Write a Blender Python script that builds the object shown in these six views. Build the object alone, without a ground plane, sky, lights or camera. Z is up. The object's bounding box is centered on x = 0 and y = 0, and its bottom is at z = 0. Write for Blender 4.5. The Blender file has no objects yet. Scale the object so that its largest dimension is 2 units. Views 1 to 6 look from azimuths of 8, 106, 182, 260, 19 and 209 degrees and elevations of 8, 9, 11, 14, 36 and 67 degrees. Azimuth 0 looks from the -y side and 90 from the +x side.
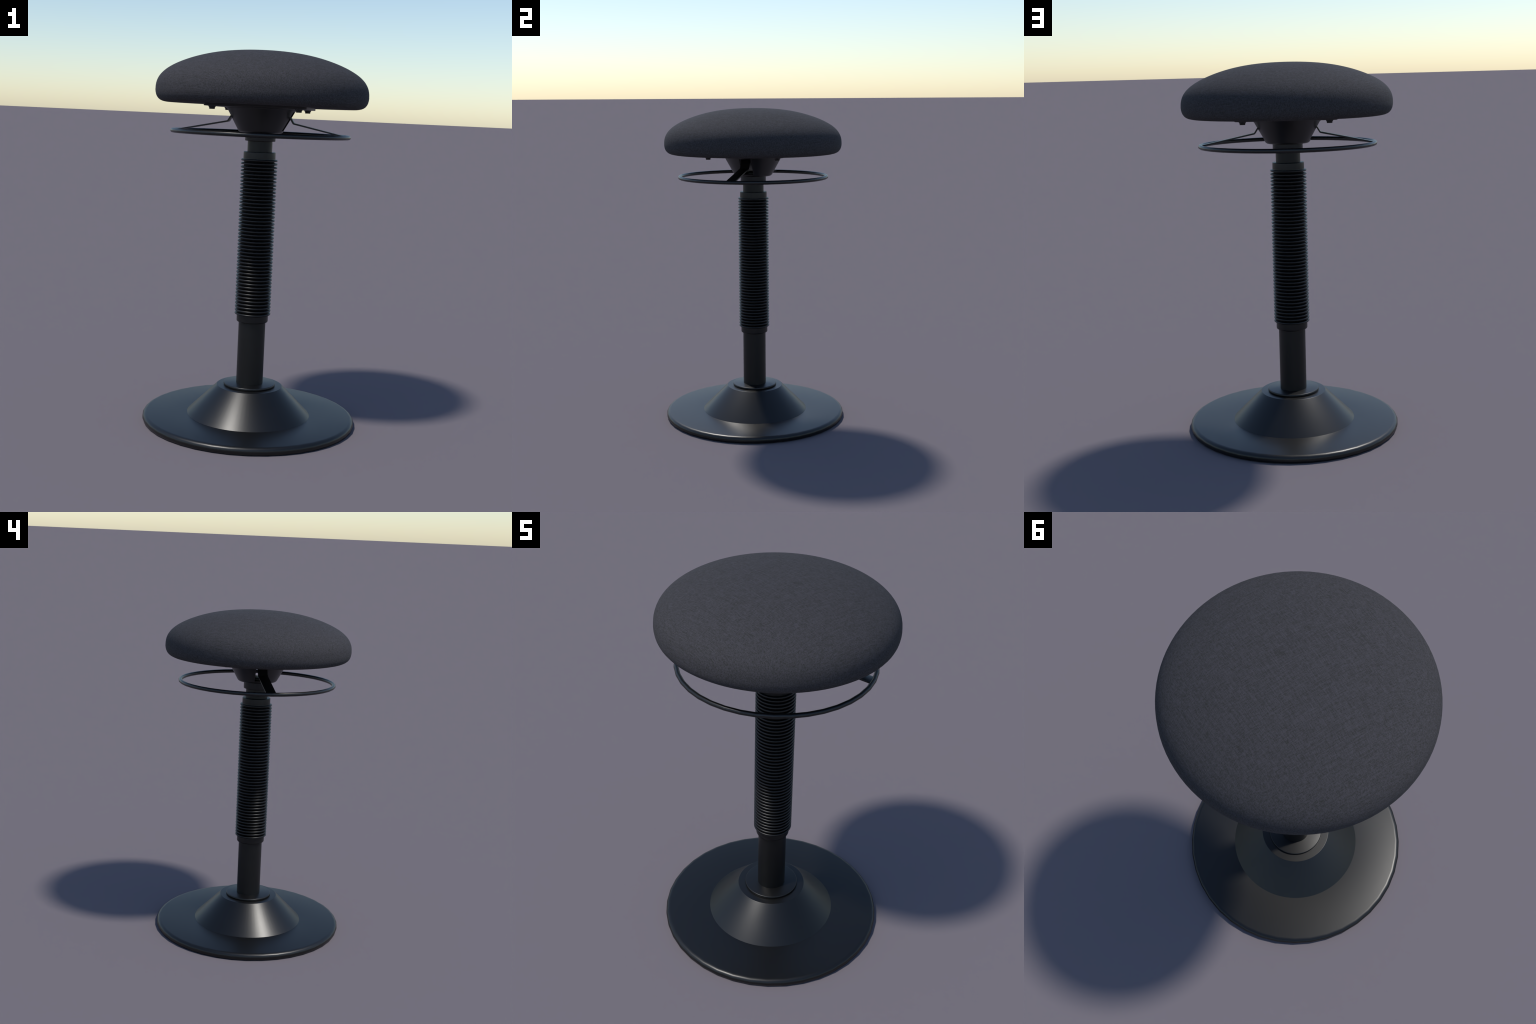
"""Height-adjustable wobble stool: domed fabric seat, bellows column, round weighted foot."""
import bpy, bmesh, math
from mathutils import Vector

# ------------------------------------------------------------------ helpers
def mesh_object(name, bm, material, parent, sharp_angle=35.0):
    me = bpy.data.meshes.new(name)
    bmesh.ops.remove_doubles(bm, verts=bm.verts, dist=1e-6)
    bmesh.ops.recalc_face_normals(bm, faces=bm.faces)
    for f in bm.faces:
        f.smooth = True
    bm.to_mesh(me)
    bm.free()
    me.set_sharp_from_angle(angle=math.radians(sharp_angle))
    me.materials.append(material)
    ob = bpy.data.objects.new(name, me)
    bpy.context.scene.collection.objects.link(ob)
    ob.parent = parent
    return ob


def lathe(profile, segments, phase=0.0, closed=False):
    """Revolve (radius, height) pairs about z. Radius 0 makes a pole."""
    bm = bmesh.new()
    rings = []
    for r, z in profile:
        if r < 1e-6:
            rings.append([bm.verts.new((0, 0, z))])
        else:
            rings.append([bm.verts.new((r * math.cos(phase + 2 * math.pi * i / segments),
                                        r * math.sin(phase + 2 * math.pi * i / segments), z))
                          for i in range(segments)])
    pairs = list(zip(rings, rings[1:]))
    if closed:
        pairs.append((rings[-1], rings[0]))
    for a, b in pairs:
        for i in range(segments):
            j = (i + 1) % segments
            if len(a) == 1 and len(b) == 1:
                continue
            if len(a) == 1:
                bm.faces.new((a[0], b[i], b[j]))
            elif len(b) == 1:
                bm.faces.new((a[i], b[0], a[j]))
            else:
                bm.faces.new((a[i], b[i], b[j], a[j]))
    return bm


def fillet(corner, towards, size, steps=5):
    """Quarter-round between two straight runs meeting at `corner` in (r, z)."""
    c = Vector(corner)
    a = c + (Vector(towards[0]) - c).normalized() * size
    b = c + (Vector(towards[1]) - c).normalized() * size
    out = []
    for i in range(steps + 1):
        t = i / steps
        out.append(tuple((1 - t) ** 2 * a + 2 * t * (1 - t) * c * 1.0 + t * t * b))
    return out


def rounded_profile(points, radii, steps=5):
    """Polyline whose inner corners are rounded by the given radii (0 keeps them crisp)."""
    out = []
    for i, p in enumerate(points):
        if 0 < i < len(points) - 1 and radii[i] > 0:
            out += fillet(p, (points[i - 1], points[i + 1]), radii[i], steps)
        else:
            out.append(p)
    return out


def box(sx, sy, z0, z1, bevel, segments=3):
    bm = bmesh.new()
    bmesh.ops.create_cube(bm, size=1.0)
    for v in bm.verts:
        v.co = Vector((v.co.x * sx, v.co.y * sy, z0 + (v.co.z + 0.5) * (z1 - z0)))
    if bevel:
        bmesh.ops.bevel(bm, geom=list(bm.edges), offset=bevel, segments=segments,
                        profile=0.5, affect='EDGES')
    return bm


def rounded_plate(half, corner, z0, z1, bevel):
    """Square plate with rounded corners in plan and softened rims."""
    bm = bmesh.new()
    outline = []
    for q in range(4):
        a0 = q * math.pi / 2
        cx, cy = (half - corner) * math.sqrt(2) * math.cos(a0 + math.pi / 4), \
                 (half - corner) * math.sqrt(2) * math.sin(a0 + math.pi / 4)
        for k in range(9):
            a = a0 + (math.pi / 2) * k / 8
            outline.append((cx, cy, a))
    loops = []
    for inset, z in ((bevel, z0), (bevel * 0.3, z0 + bevel * 0.3), (0, z0 + bevel), (0, z1)):
        loops.append([bm.verts.new((cx + (corner - inset) * math.cos(a), cy + (corner - inset) * math.sin(a), z))
                      for cx, cy, a in outline])
    n = len(outline)
    for a, b in zip(loops, loops[1:]):
        for i in range(n):
            bm.faces.new((a[i], a[(i + 1) % n], b[(i + 1) % n], b[i]))
    bm.faces.new(loops[0])
    bm.faces.new(loops[-1])
    return bm


# ------------------------------------------------------------------ materials
def new_material(name):
    m = bpy.data.materials.new(name)
    m.use_nodes = True
    nt = m.node_tree
    return m, nt, nt.nodes["Principled BSDF"]


def plain_black(name, colour, roughness, specular=0.5, grain=0.0, grain_scale=900.0, mottle=0.12):
    """Dark moulded or powder-coated surface: faint mottling plus a fine bump."""
    m, nt, bsdf = new_material(name)
    co = nt.nodes.new("ShaderNodeTexCoord")
    n = nt.nodes.new("ShaderNodeTexNoise")
    n.inputs["Scale"].default_value = 35.0
    n.inputs["Detail"].default_value = 4.0
    nt.links.new(co.outputs["Object"], n.inputs["Vector"])
    ramp = nt.nodes.new("ShaderNodeValToRGB")
    ramp.color_ramp.elements[0].position = 0.3
    ramp.color_ramp.elements[1].position = 0.7
    ramp.color_ramp.elements[0].color = [c * (1 - mottle) for c in colour] + [1]
    ramp.color_ramp.elements[1].color = [c * (1 + mottle) for c in colour] + [1]
    nt.links.new(n.outputs["Fac"], ramp.inputs["Fac"])
    nt.links.new(ramp.outputs["Color"], bsdf.inputs["Base Color"])
    bsdf.inputs["Roughness"].default_value = roughness
    bsdf.inputs["Specular IOR Level"].default_value = specular
    if grain > 0:
        g = nt.nodes.new("ShaderNodeTexNoise")
        g.inputs["Scale"].default_value = grain_scale
        g.inputs["Detail"].default_value = 2.0
        nt.links.new(co.outputs["Object"], g.inputs["Vector"])
        b = nt.nodes.new("ShaderNodeBump")
        b.inputs["Strength"].default_value = grain
        b.inputs["Distance"].default_value = 0.001
        nt.links.new(g.outputs["Fac"], b.inputs["Height"])
        nt.links.new(b.outputs["Normal"], bsdf.inputs["Normal"])
    return m


def woven_fabric():
    """Charcoal upholstery: two crossed sets of thread streaks, blotchy heather, fine fuzz."""
    m, nt, bsdf = new_material("charcoal_fabric")
    L = nt.links.new
    co = nt.nodes.new("ShaderNodeTexCoord")

    def streaks(angle, along, across, seed):
        mp = nt.nodes.new("ShaderNodeMapping")
        mp.vector_type = 'TEXTURE'
        mp.inputs["Rotation"].default_value = (0, 0, math.radians(angle))
        L(co.outputs["Object"], mp.inputs["Vector"])
        sc = nt.nodes.new("ShaderNodeMapping")
        sc.inputs["Scale"].default_value = (along, across, across * 0.5)
        sc.inputs["Location"].default_value = (seed, seed * 0.7, 0)
        L(mp.outputs["Vector"], sc.inputs["Vector"])
        n = nt.nodes.new("ShaderNodeTexNoise")
        n.inputs["Scale"].default_value = 1.0
        n.inputs["Detail"].default_value = 2.5
        n.inputs["Roughness"].default_value = 0.6
        L(sc.outputs["Vector"], n.inputs["Vector"])
        return n.outputs["Fac"]

    def math_node(op, a, b):
        n = nt.nodes.new("ShaderNodeMath")
        n.operation = op
        for k, v in enumerate((a, b)):
            if isinstance(v, (int, float)):
                n.inputs[k].default_value = v
            else:
                L(v, n.inputs[k])
        return n.outputs[0]

    def threads(angle, seed):
        """Long straight yarns with short slubs along them."""
        return math_node('ADD', math_node('MULTIPLY', streaks(angle, 13.0, 300.0, seed), 0.55),
                         math_node('MULTIPLY', streaks(angle, 60.0, 420.0, seed + 2.3), 0.45))

    warp = threads(WEAVE_ANGLE, 3.1)
    weft = threads(WEAVE_ANGLE + 90.0, 8.7)
    heather = nt.nodes.new("ShaderNodeTexNoise")
    heather.inputs["Scale"].default_value = 160.0
    heather.inputs["Detail"].default_value = 5.0
    heather.inputs["Roughness"].default_value = 0.7
    L(co.outputs["Object"], heather.inputs["Vector"])
    mix = math_node('ADD', math_node('MULTIPLY', math_node('ADD', warp, weft), 0.39),
                    math_node('MULTIPLY', heather.outputs["Fac"], 0.22))
    ramp = nt.nodes.new("ShaderNodeValToRGB")
    ramp.color_ramp.elements[0].position = 0.43
    ramp.color_ramp.elements[1].position = 0.57
    ramp.color_ramp.elements[0].color = FABRIC_DARK + (1,)
    ramp.color_ramp.elements[1].color = FABRIC_LIGHT + (1,)
    L(mix, ramp.inputs["Fac"])
    L(ramp.outputs["Color"], bsdf.inputs["Base Color"])
    bsdf.inputs["Roughness"].default_value = FABRIC_ROUGH
    bsdf.inputs["Specular IOR Level"].default_value = FABRIC_SPEC
    b = nt.nodes.new("ShaderNodeBump")
    b.inputs["Strength"].default_value = 0.35
    b.inputs["Distance"].default_value = 0.0012
    L(math_node('ADD', warp, weft), b.inputs["Height"])
    L(b.outputs["Normal"], bsdf.inputs["Normal"])
    return m


WEAVE_ANGLE = 60.0
FABRIC_DARK = (0.0282, 0.0280, 0.0278)
FABRIC_LIGHT = (0.0540, 0.0512, 0.0595)
FABRIC_ROUGH = 0.92
FABRIC_SPEC = 0.22

fabric = woven_fabric()
powder = plain_black("black_powder_coat", (0.0030, 0.0030, 0.0031), 0.365, grain=0.12, grain_scale=400.0)
steel = plain_black("black_painted_steel", (0.0060, 0.0060, 0.0065), 0.33)
plastic = plain_black("black_moulded_plastic", (0.0050, 0.0050, 0.0054), 0.36, grain=0.03)
tube_mat = plain_black("black_tube_paint", (0.0040, 0.0040, 0.0041), 0.42, specular=0.40)
rubber = plain_black("black_rubber_bellows", (0.0040, 0.0040, 0.0043), 0.37, specular=0.42)
zinc = plain_black("dark_bolt_steel", (0.0045, 0.0048, 0.0045), 0.4)

# ------------------------------------------------------------------ the stool
stool = bpy.data.objects.new("wobble_stool", None)
bpy.context.scene.collection.objects.link(stool)
stool["label"] = "black height-adjustable wobble stool with domed charcoal fabric seat"
stool["category"] = "stool"

# ---- seat cushion: dome by a cosine series, then a tucked-under edge
SEAT_R, EQUATOR, TOP = 0.5611, 1.784, 2.0
DOME = (1.00823, -0.0008, -0.0057, -0.00072, -0.00326)
# recessed underside, then a rolled lip
seat_profile = [(0.0, 1.7173), (0.26, 1.7173), (0.458, 1.7173), (0.468, 1.7170), (0.477, 1.7161),
                (0.485, 1.7149), (0.493, 1.7142), (0.5010, 1.7142),
                (0.5115, 1.7156), (0.5240, 1.7185), (0.5350, 1.7235), (0.5440, 1.7305),
                (0.5513, 1.7400), (0.5562, 1.7510), (0.5591, 1.7640), (0.5603, 1.7750)]
STEPS = 40
for k in range(STEPS + 1):
    t = (math.pi / 2) * k / STEPS
    s = sum(c * math.cos(2 * i * t) for i, c in enumerate(DOME))
    r = SEAT_R * s * math.cos(t)
    seat_profile.append((r if k < STEPS else 0.0, EQUATOR + (TOP - EQUATOR) * s * math.sin(t)))
zmax = seat_profile[-1][1]
seat_profile = [(r, z - (zmax - TOP) * max(0.0, (z - EQUATOR) / (zmax - EQUATOR))) for r, z in seat_profile]
seat = mesh_object("seat_cushion", lathe(seat_profile, 96), fabric, stool, 60)

# ---- mounting plate under the seat with four flanged bolts
plate = mesh_object("mounting_plate", rounded_plate(0.263, 0.03, 1.7025, 1.7180, 0.003), zinc, stool)
BOLT_XY, BOLT_R = 0.2222, 0.0145
bolt_profile = [(0.0, 1.7035), (0.0205, 1.7035), (0.0200, 1.7018), (0.0186, 1.6995), (0.0170, 1.6968),
                (0.0157, 1.6945), (BOLT_R, 1.6925), (BOLT_R, 1.6870), (BOLT_R - 0.0006, 1.6864), (0.0, 1.6864)]
bolt = mesh_object("bolt", lathe(bolt_profile, 24), zinc, plate)
bolt.location = (BOLT_XY, BOLT_XY, 0)
for sx, sy in ((-1, 1), (-1, -1), (1, -1)):
    b = bolt.copy()
    bpy.context.scene.collection.objects.link(b)
    b.parent = plate
    b.location = (sx * BOLT_XY, sy * BOLT_XY, 0)

# ---- conical housing with a flat lever slot running right through it
def housing_radius(z):
    return 0.1843 + 0.5486 * (z - 1.70)

H_BOT, H_TOP = 1.5735, 1.7022
outer = rounded_profile([(0.060, H_BOT), (housing_radius(H_BOT), H_BOT), (housing_radius(1.6915), 1.6915),
                         (0.1905, 1.6995), (0.1915, H_TOP)], (0, 0.014, 0, 0, 0), 6)
housing = mesh_object("seat_housing", lathe([(0.0, H_BOT)] + outer + [(0.0, H_TOP)], 96), plastic, stool)
cutter = mesh_object("slot_cutter", box(0.60, 0.074, 1.589, 1.688, 0), plastic, None)
mod = housing.modifiers.new("slots", 'BOOLEAN')
mod.operation = 'DIFFERENCE'
mod.object = cutter
mod.solver = 'EXACT'
dg = bpy.context.evaluated_depsgraph_get()
cut = bpy.data.meshes.new_from_object(housing.evaluated_get(dg))
housing.modifiers.clear()
housing.data = cut
cut.name = "seat_housing"
cut.set_sharp_from_angle(angle=math.radians(35))
bpy.data.objects.remove(cutter)

# ---- height lever: round grab ring carried by a bent flat strip on each side
RING_R, RING_T, RING_Z = 0.4660, 0.0116, 1.5685
ring_profile = [(RING_R + RING_T * math.cos(2 * math.pi * k / 16), RING_Z + RING_T * math.sin(2 * math.pi * k / 16))
                for k in range(16)]
ring = mesh_object("lever_ring", lathe(ring_profile, 40, closed=True), steel, stool, 60)


def bent_strip(path, width, thickness):
    """Flat bar following an (x, z) centre line."""
    bm = bmesh.new()
    up, low = [], []
    n = len(path)
    for i, (x, z) in enumerate(path):
        d = Vector((0, 0))
        if i > 0:
            d += (Vector(path[i]) - Vector(path[i - 1])).normalized()
        if i < n - 1:
            d += (Vector(path[i + 1]) - Vector(path[i])).normalized()
        d.normalize()
        nrm = Vector((-d.y, d.x))
        ref = (Vector(path[i]) - Vector(path[i - 1])) if i else (Vector(path[1]) - Vector(path[0]))
        k = thickness / 2 / max(0.5, abs(nrm.dot(Vector((-ref.y, ref.x)).normalized())))
        up.append((x + nrm.x * k, z + nrm.y * k))
        low.append((x - nrm.x * k, z - nrm.y * k))
    loops = []
    for a, b in zip(up, low):
        loops.append([bm.verts.new((a[0], -width / 2, a[1])), bm.verts.new((a[0], width / 2, a[1])),
                      bm.verts.new((b[0], width / 2, b[1])), bm.verts.new((b[0], -width / 2, b[1]))])
    for a, b in zip(loops, loops[1:]):
        for i in range(4):
            j = (i + 1) % 4
            bm.faces.new((a[i], a[j], b[j], b[i]))
    bm.faces.new(loops[0])
    bm.faces.new(loops[-1][::-1])
    bmesh.ops.recalc_face_normals(bm, faces=bm.faces)
    bmesh.ops.bevel(bm, geom=[e for e in bm.edges if e.calc_face_angle(0) > 1.2], offset=0.0008, segments=2,
                    profile=0.5, affect='EDGES')
    return bm


arm_path = [(0.4600, 1.5700), (0.1780, 1.6280), (0.1750, 1.6293), (0.1728, 1.6318), (0.1350, 1.6925),
            (0.1320, 1.6955), (0.1285, 1.6963), (0.0010, 1.6963)]
arm = mesh_object("lever_arm", bent_strip(arm_path, 0.0584, 0.0074), steel, ring)
arm.location = (0, -0.0018, 0)
arm2 = arm.copy()
bpy.context.scene.collection.objects.link(arm2)
arm2.parent = ring
arm2.rotation_euler = (0, 0, math.pi)

# ---- column: gas-lift tube, sleeve, ribbed bellows with collars, lower tube
sleeve = mesh_object("housing_sleeve", lathe(rounded_profile(
    [(0.060, 1.5300), (0.0807, 1.5300), (0.0807, 1.5740), (0.060, 1.5740)], (0, 0.005, 0, 0)), 64, closed=True),
    plastic, stool)
lift = mesh_object("gas_lift_tube", lathe(rounded_profile(
    [(0.0, 1.460), (0.0657, 1.460), (0.0657, 1.601), (0.0, 1.601)], (0, 0, 0.006, 0)), 64), tube_mat, stool)

PITCH, RIDGES, RIDGE_LOW = 0.018834, 45, 0.6012
CREST, VALLEY, COLLAR = 0.0976, 0.0805, 0.0852
column = rounded_profile([(0.0600, 0.5550), (COLLAR, 0.5550), (COLLAR, 0.5900)], (0, 0.008, 0), 6)
RIB_T = 0.0055             # each rib is a flat disc with a full-round edge
rib = [(-0.0070, 0.0822), (-0.0057, 0.0855)]
rib += [(RIB_T * math.sin(math.pi * (k / 10 - 0.5)), CREST - RIB_T + RIB_T * math.cos(math.pi * (k / 10 - 0.5)))
        for k in range(11)]
rib += [(0.0057, 0.0855), (0.0070, 0.0822)]
for k in range(RIDGES):
    zc = RIDGE_LOW + k * PITCH
    for dz, r in rib:
        if (k == 0 and dz < 0) or (k == RIDGES - 1 and dz > 0):
            r = max(r, COLLAR)
        column.append((r, zc + dz))
    if k < RIDGES - 1:
        column.append((VALLEY, zc + PITCH / 2))
column += rounded_profile([(COLLAR, RIDGE_LOW + (RIDGES - 1) * PITCH + 0.010), (COLLAR, 1.4735), (0.060, 1.4735)],
                          (0, 0.004, 0))
bellows = mesh_object("bellows", lathe(column, 72), rubber, stool, 50)

lower = mesh_object("lower_tube", lathe(rounded_profile(
    [(0.0, 0.205), (0.0730, 0.205), (0.0730, 0.600), (0.0, 0.600)], (0, 0, 0, 0)), 64),
    tube_mat, stool)

# ---- foot: cone cover with a flange disc on a broad round plate
SEG = 40
FOOT_R, FOOT_TOP = 0.580, 0.0405
RIM = FOOT_TOP / 2
# A coarse roll: the smooth normals of its first facet carry inwards over the flat top,
# so the sheen of the plate deepens towards the cone.
foot_profile = [(0.0, 0.0)]
QUARTER = 4
for k in range(2 * QUARTER + 1):
    a = math.pi * k / (2 * QUARTER) - math.pi / 2
    w = 0.0235 if a > 0 else 0.009
    foot_profile.append((FOOT_R - w + w * math.cos(a), RIM + RIM * math.sin(a)))
foot_profile += [(0.335, FOOT_TOP), (0.0, FOOT_TOP)]
foot = mesh_object("foot_plate", lathe(foot_profile, SEG), powder, stool, 40)
cone = mesh_object("cone_cover", lathe(rounded_profile(
    [(0.0, 0.0395), (0.3365, 0.0395), (0.3365, 0.0405), (0.1785, 0.1990), (0.0, 0.1990)], (0, 0, 0, 0.0010, 0), 3), 80),
    powder, foot, 25)
# flange edge is fully rounded
flange_profile = [(0.0, 0.1980), (0.1365, 0.1980)]
for k in range(13):
    a = math.pi * k / 12 - math.pi / 2
    flange_profile.append((0.1408 - 0.0036 + 0.0036 * math.cos(a), 0.2060 + 0.0073 * math.sin(a)))
flange_profile.append((0.0, 0.2133))
flange = mesh_object("flange_disc", lathe(flange_profile, 80), powder, foot)
